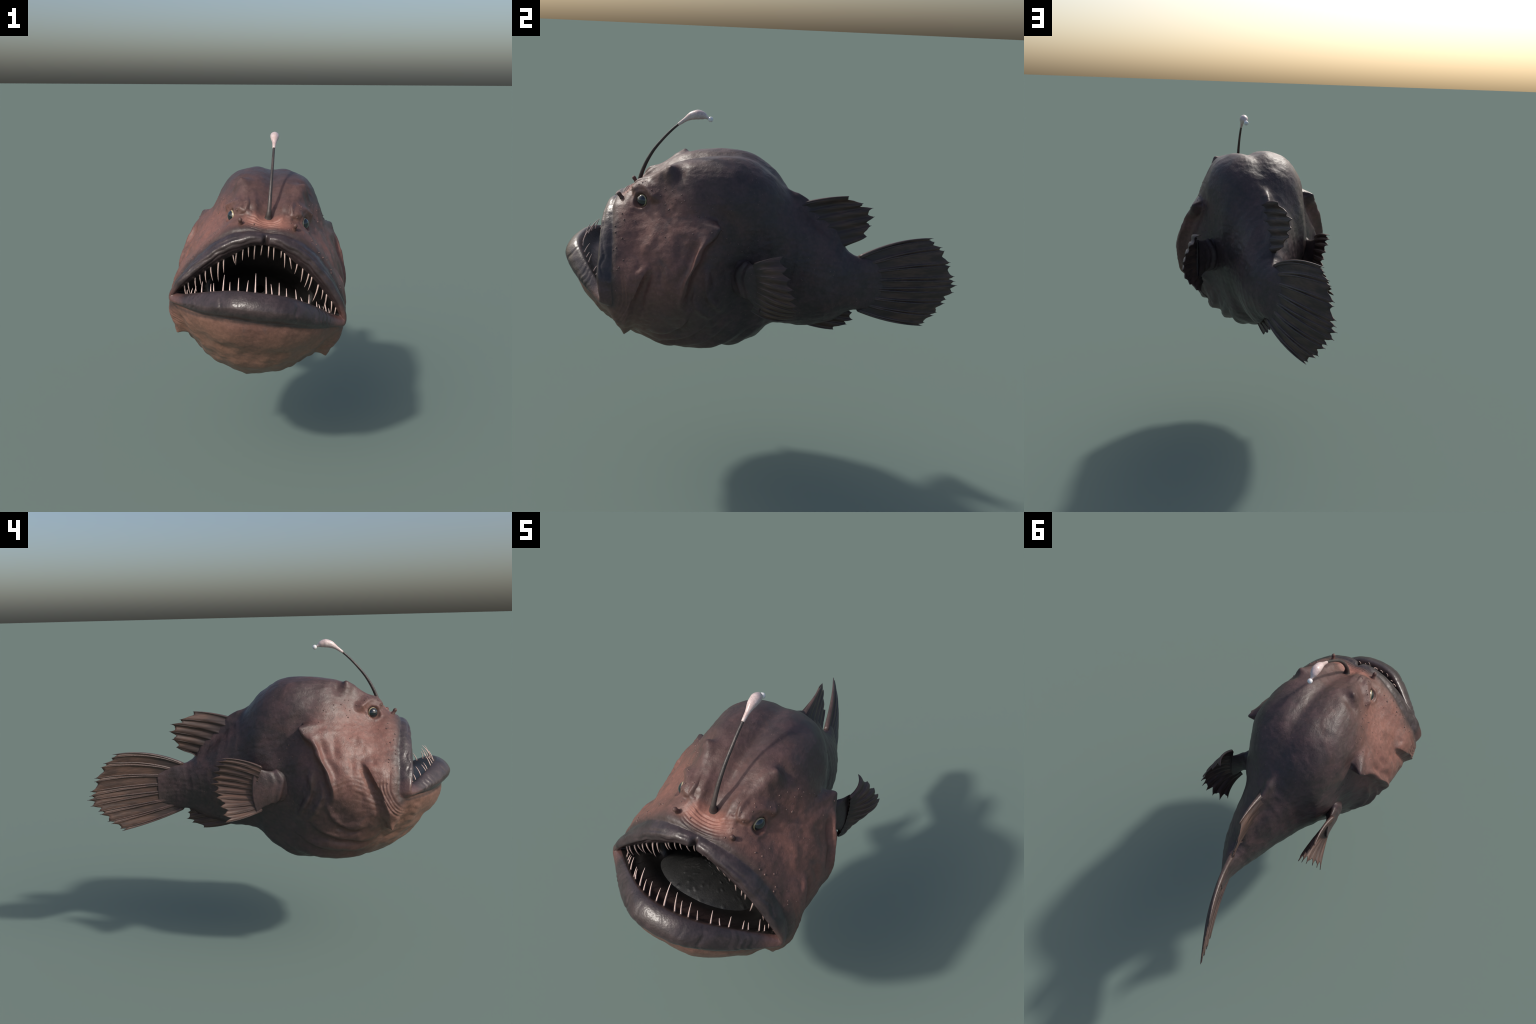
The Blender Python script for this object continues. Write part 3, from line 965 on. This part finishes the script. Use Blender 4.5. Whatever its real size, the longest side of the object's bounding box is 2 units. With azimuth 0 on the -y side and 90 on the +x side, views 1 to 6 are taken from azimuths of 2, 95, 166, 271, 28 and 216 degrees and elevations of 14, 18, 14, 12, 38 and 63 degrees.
for side, P in PECT.items():
    w = curve_pts(P["wrist"], len(P["tips"]))
    bow = [(side * np.interp(k / (len(w) - 1), [0, .5, 1], [P["out"][0], P["out"][0], P["out"][1]]), 0.0, 0.02 * math.cos(pi * k / (len(w) - 1))) for k in range(len(w))]
    f_ob = fin("pectoral_fin", w - (side * .004, .022, 0), P["tips"], bow, .016, .003, .0056, recess=.17, per=8, pleat=.004)
    # arm: a thick wrinkled stalk that leaves the flank sideways and turns back to the wrist
    wr = np.array(P["wrist"])
    c1 = wr.mean(0)
    path = curve_pts([pose((side * .170, -.085, .985)), pose((side * (.240 if side > 0 else .222), -.070, .985)), pose((side * (.285 if side > 0 else .250), -.020, .985)) * .7 + c1 * .3 - (0, .015, 0), c1 + (0, .018, 0)], 40)
    T = np.gradient(path, axis=0)
    T /= np.linalg.norm(T, axis=1, keepdims=True)
    V, F = [], []
    sides, n = 40, 40
    ang = np.arange(sides) * 2 * pi / sides
    for i in range(n):
        s = i / (n - 1)
        across = np.cross(T[i], (0, 0, 1)) * side
        hz = np.interp(s, [0, .3, .5, .72, .88, 1], [.085, .088, .086, .086, .100, .117])
        hx = np.interp(s, [0, .35, .6, .8, 1], [.070, .054, .034, .021, .008])
        amp = .0036 * math.sin(pi * min(1, s * 1.1)) ** 2
        for a in ang:
            crinkle = amp * math.sin(38 * s + 1.6 * math.sin(a * 2 + 1) + .5 * math.sin(a * 5))
            V.append(path[i] + across * math.cos(a) * (hx + crinkle) + np.array([0, -.022 * s ** 3 * math.sin(a) ** 2, math.sin(a) * (hz + crinkle)]))
    for i in range(n - 1):
        for j in range(sides):
            k = (j + 1) % sides
            F.append((i * sides + j, (i + 1) * sides + j, (i + 1) * sides + k, i * sides + k) if side > 0 else (i * sides + j, i * sides + k, (i + 1) * sides + k, (i + 1) * sides + j))
    F.append(tuple(range((n - 1) * sides, n * sides)))
    link("fin_arm", mesh_from("fin_arm", V, F, MAT_SKIN), f_ob)

# ------------------------------------------------------------------ nostril knobs and warts
NF = normals()


def on_skin(plane, a, b):
    """nearest outer skin point (side +1) to a side-view or top-view position"""
    q = G[: ring_of["lip_outer"]]
    nn = NF[: ring_of["lip_outer"]]
    if plane == "yz":
        d = (q[..., 1] - a) ** 2 + (q[..., 2] - b) ** 2 + 9 * (nn[..., 0] < .1)
    elif plane == "xy":
        d = (q[..., 0] - a) ** 2 + (q[..., 1] - b) ** 2 + 9 * (nn[..., 2] < .1)
    else:
        d = (q[..., 0] - a) ** 2 + (q[..., 2] - b) ** 2 + 9 * (nn[..., 1] > -.1)
    k = np.unravel_index(np.argmin(d), d.shape)
    return q[k].copy(), nn[k].copy()


for side in (1, -1):
    p, nn = on_skin("yz", -.650, 1.305)
    p[0] *= side
    nn[0] *= side
    dirn = nn * .6 + np.array([side * .1, -.5, .75])
    dirn /= np.linalg.norm(dirn)
    s = np.linspace(0, 1, 14)[:, None]
    pts = pose(p + dirn * (-.012 + .048 * s))
    rad = np.interp(s[:, 0], [0, .3, .55, .8, .95, 1], [.018, .011, .0085, .0105, .007, .002])
    V, F = tube(pts, rad, 14)
    link("nostril", mesh_from("nostril", V, F, MAT_SKIN))

WARTS = []
for k in range(13):                                   # arc over the brow
    a = k / 12
    WARTS.append(("yz", -.66 + .26 * a + .02 * math.sin(a * 9), 1.30 + .10 * math.sin(pi * min(1, a * 1.1)), .0034))
for k in range(16):                                   # sensory line down the flank
    a = k / 15
    WARTS.append(("yz", -.42 + .36 * a, 1.385 - .10 * a - .16 * a * a + .012 * math.sin(k * 2.4), .0034))
for k in range(10):                                   # column behind the lip
    a = k / 9
    WARTS.append(("yz", -.625 + .02 * math.sin(k * 1.9) + .035 * max(0, a - .6) / .4, 1.26 - .21 * a, .0040))
for k in range(26):
    WARTS.append(("yz", rng.uniform(-.62, .0), rng.uniform(.95, 1.36), rng.uniform(.0016, .0030)))
V0, F0 = uv_ball(1, 1, 1, 10, 7)
V0 = np.array(V0)
VV, FF = [], []
for plane, a, b, r in WARTS:
    for side in (1, -1):
        p, nn = on_skin(plane, a + rng.normal(0, .006), b + rng.normal(0, .006))
        p = p - nn * r * .15
        p[0] *= side
        FF += [tuple(x + len(VV) * len(V0) for x in f) for f in F0]
        VV.append(pose(p + V0 * r * rng.uniform(.8, 1.2)))
ob = link("wart", mesh_from("wart", np.concatenate(VV), FF, MAT_WART))
ob["kind"] = "stuff"
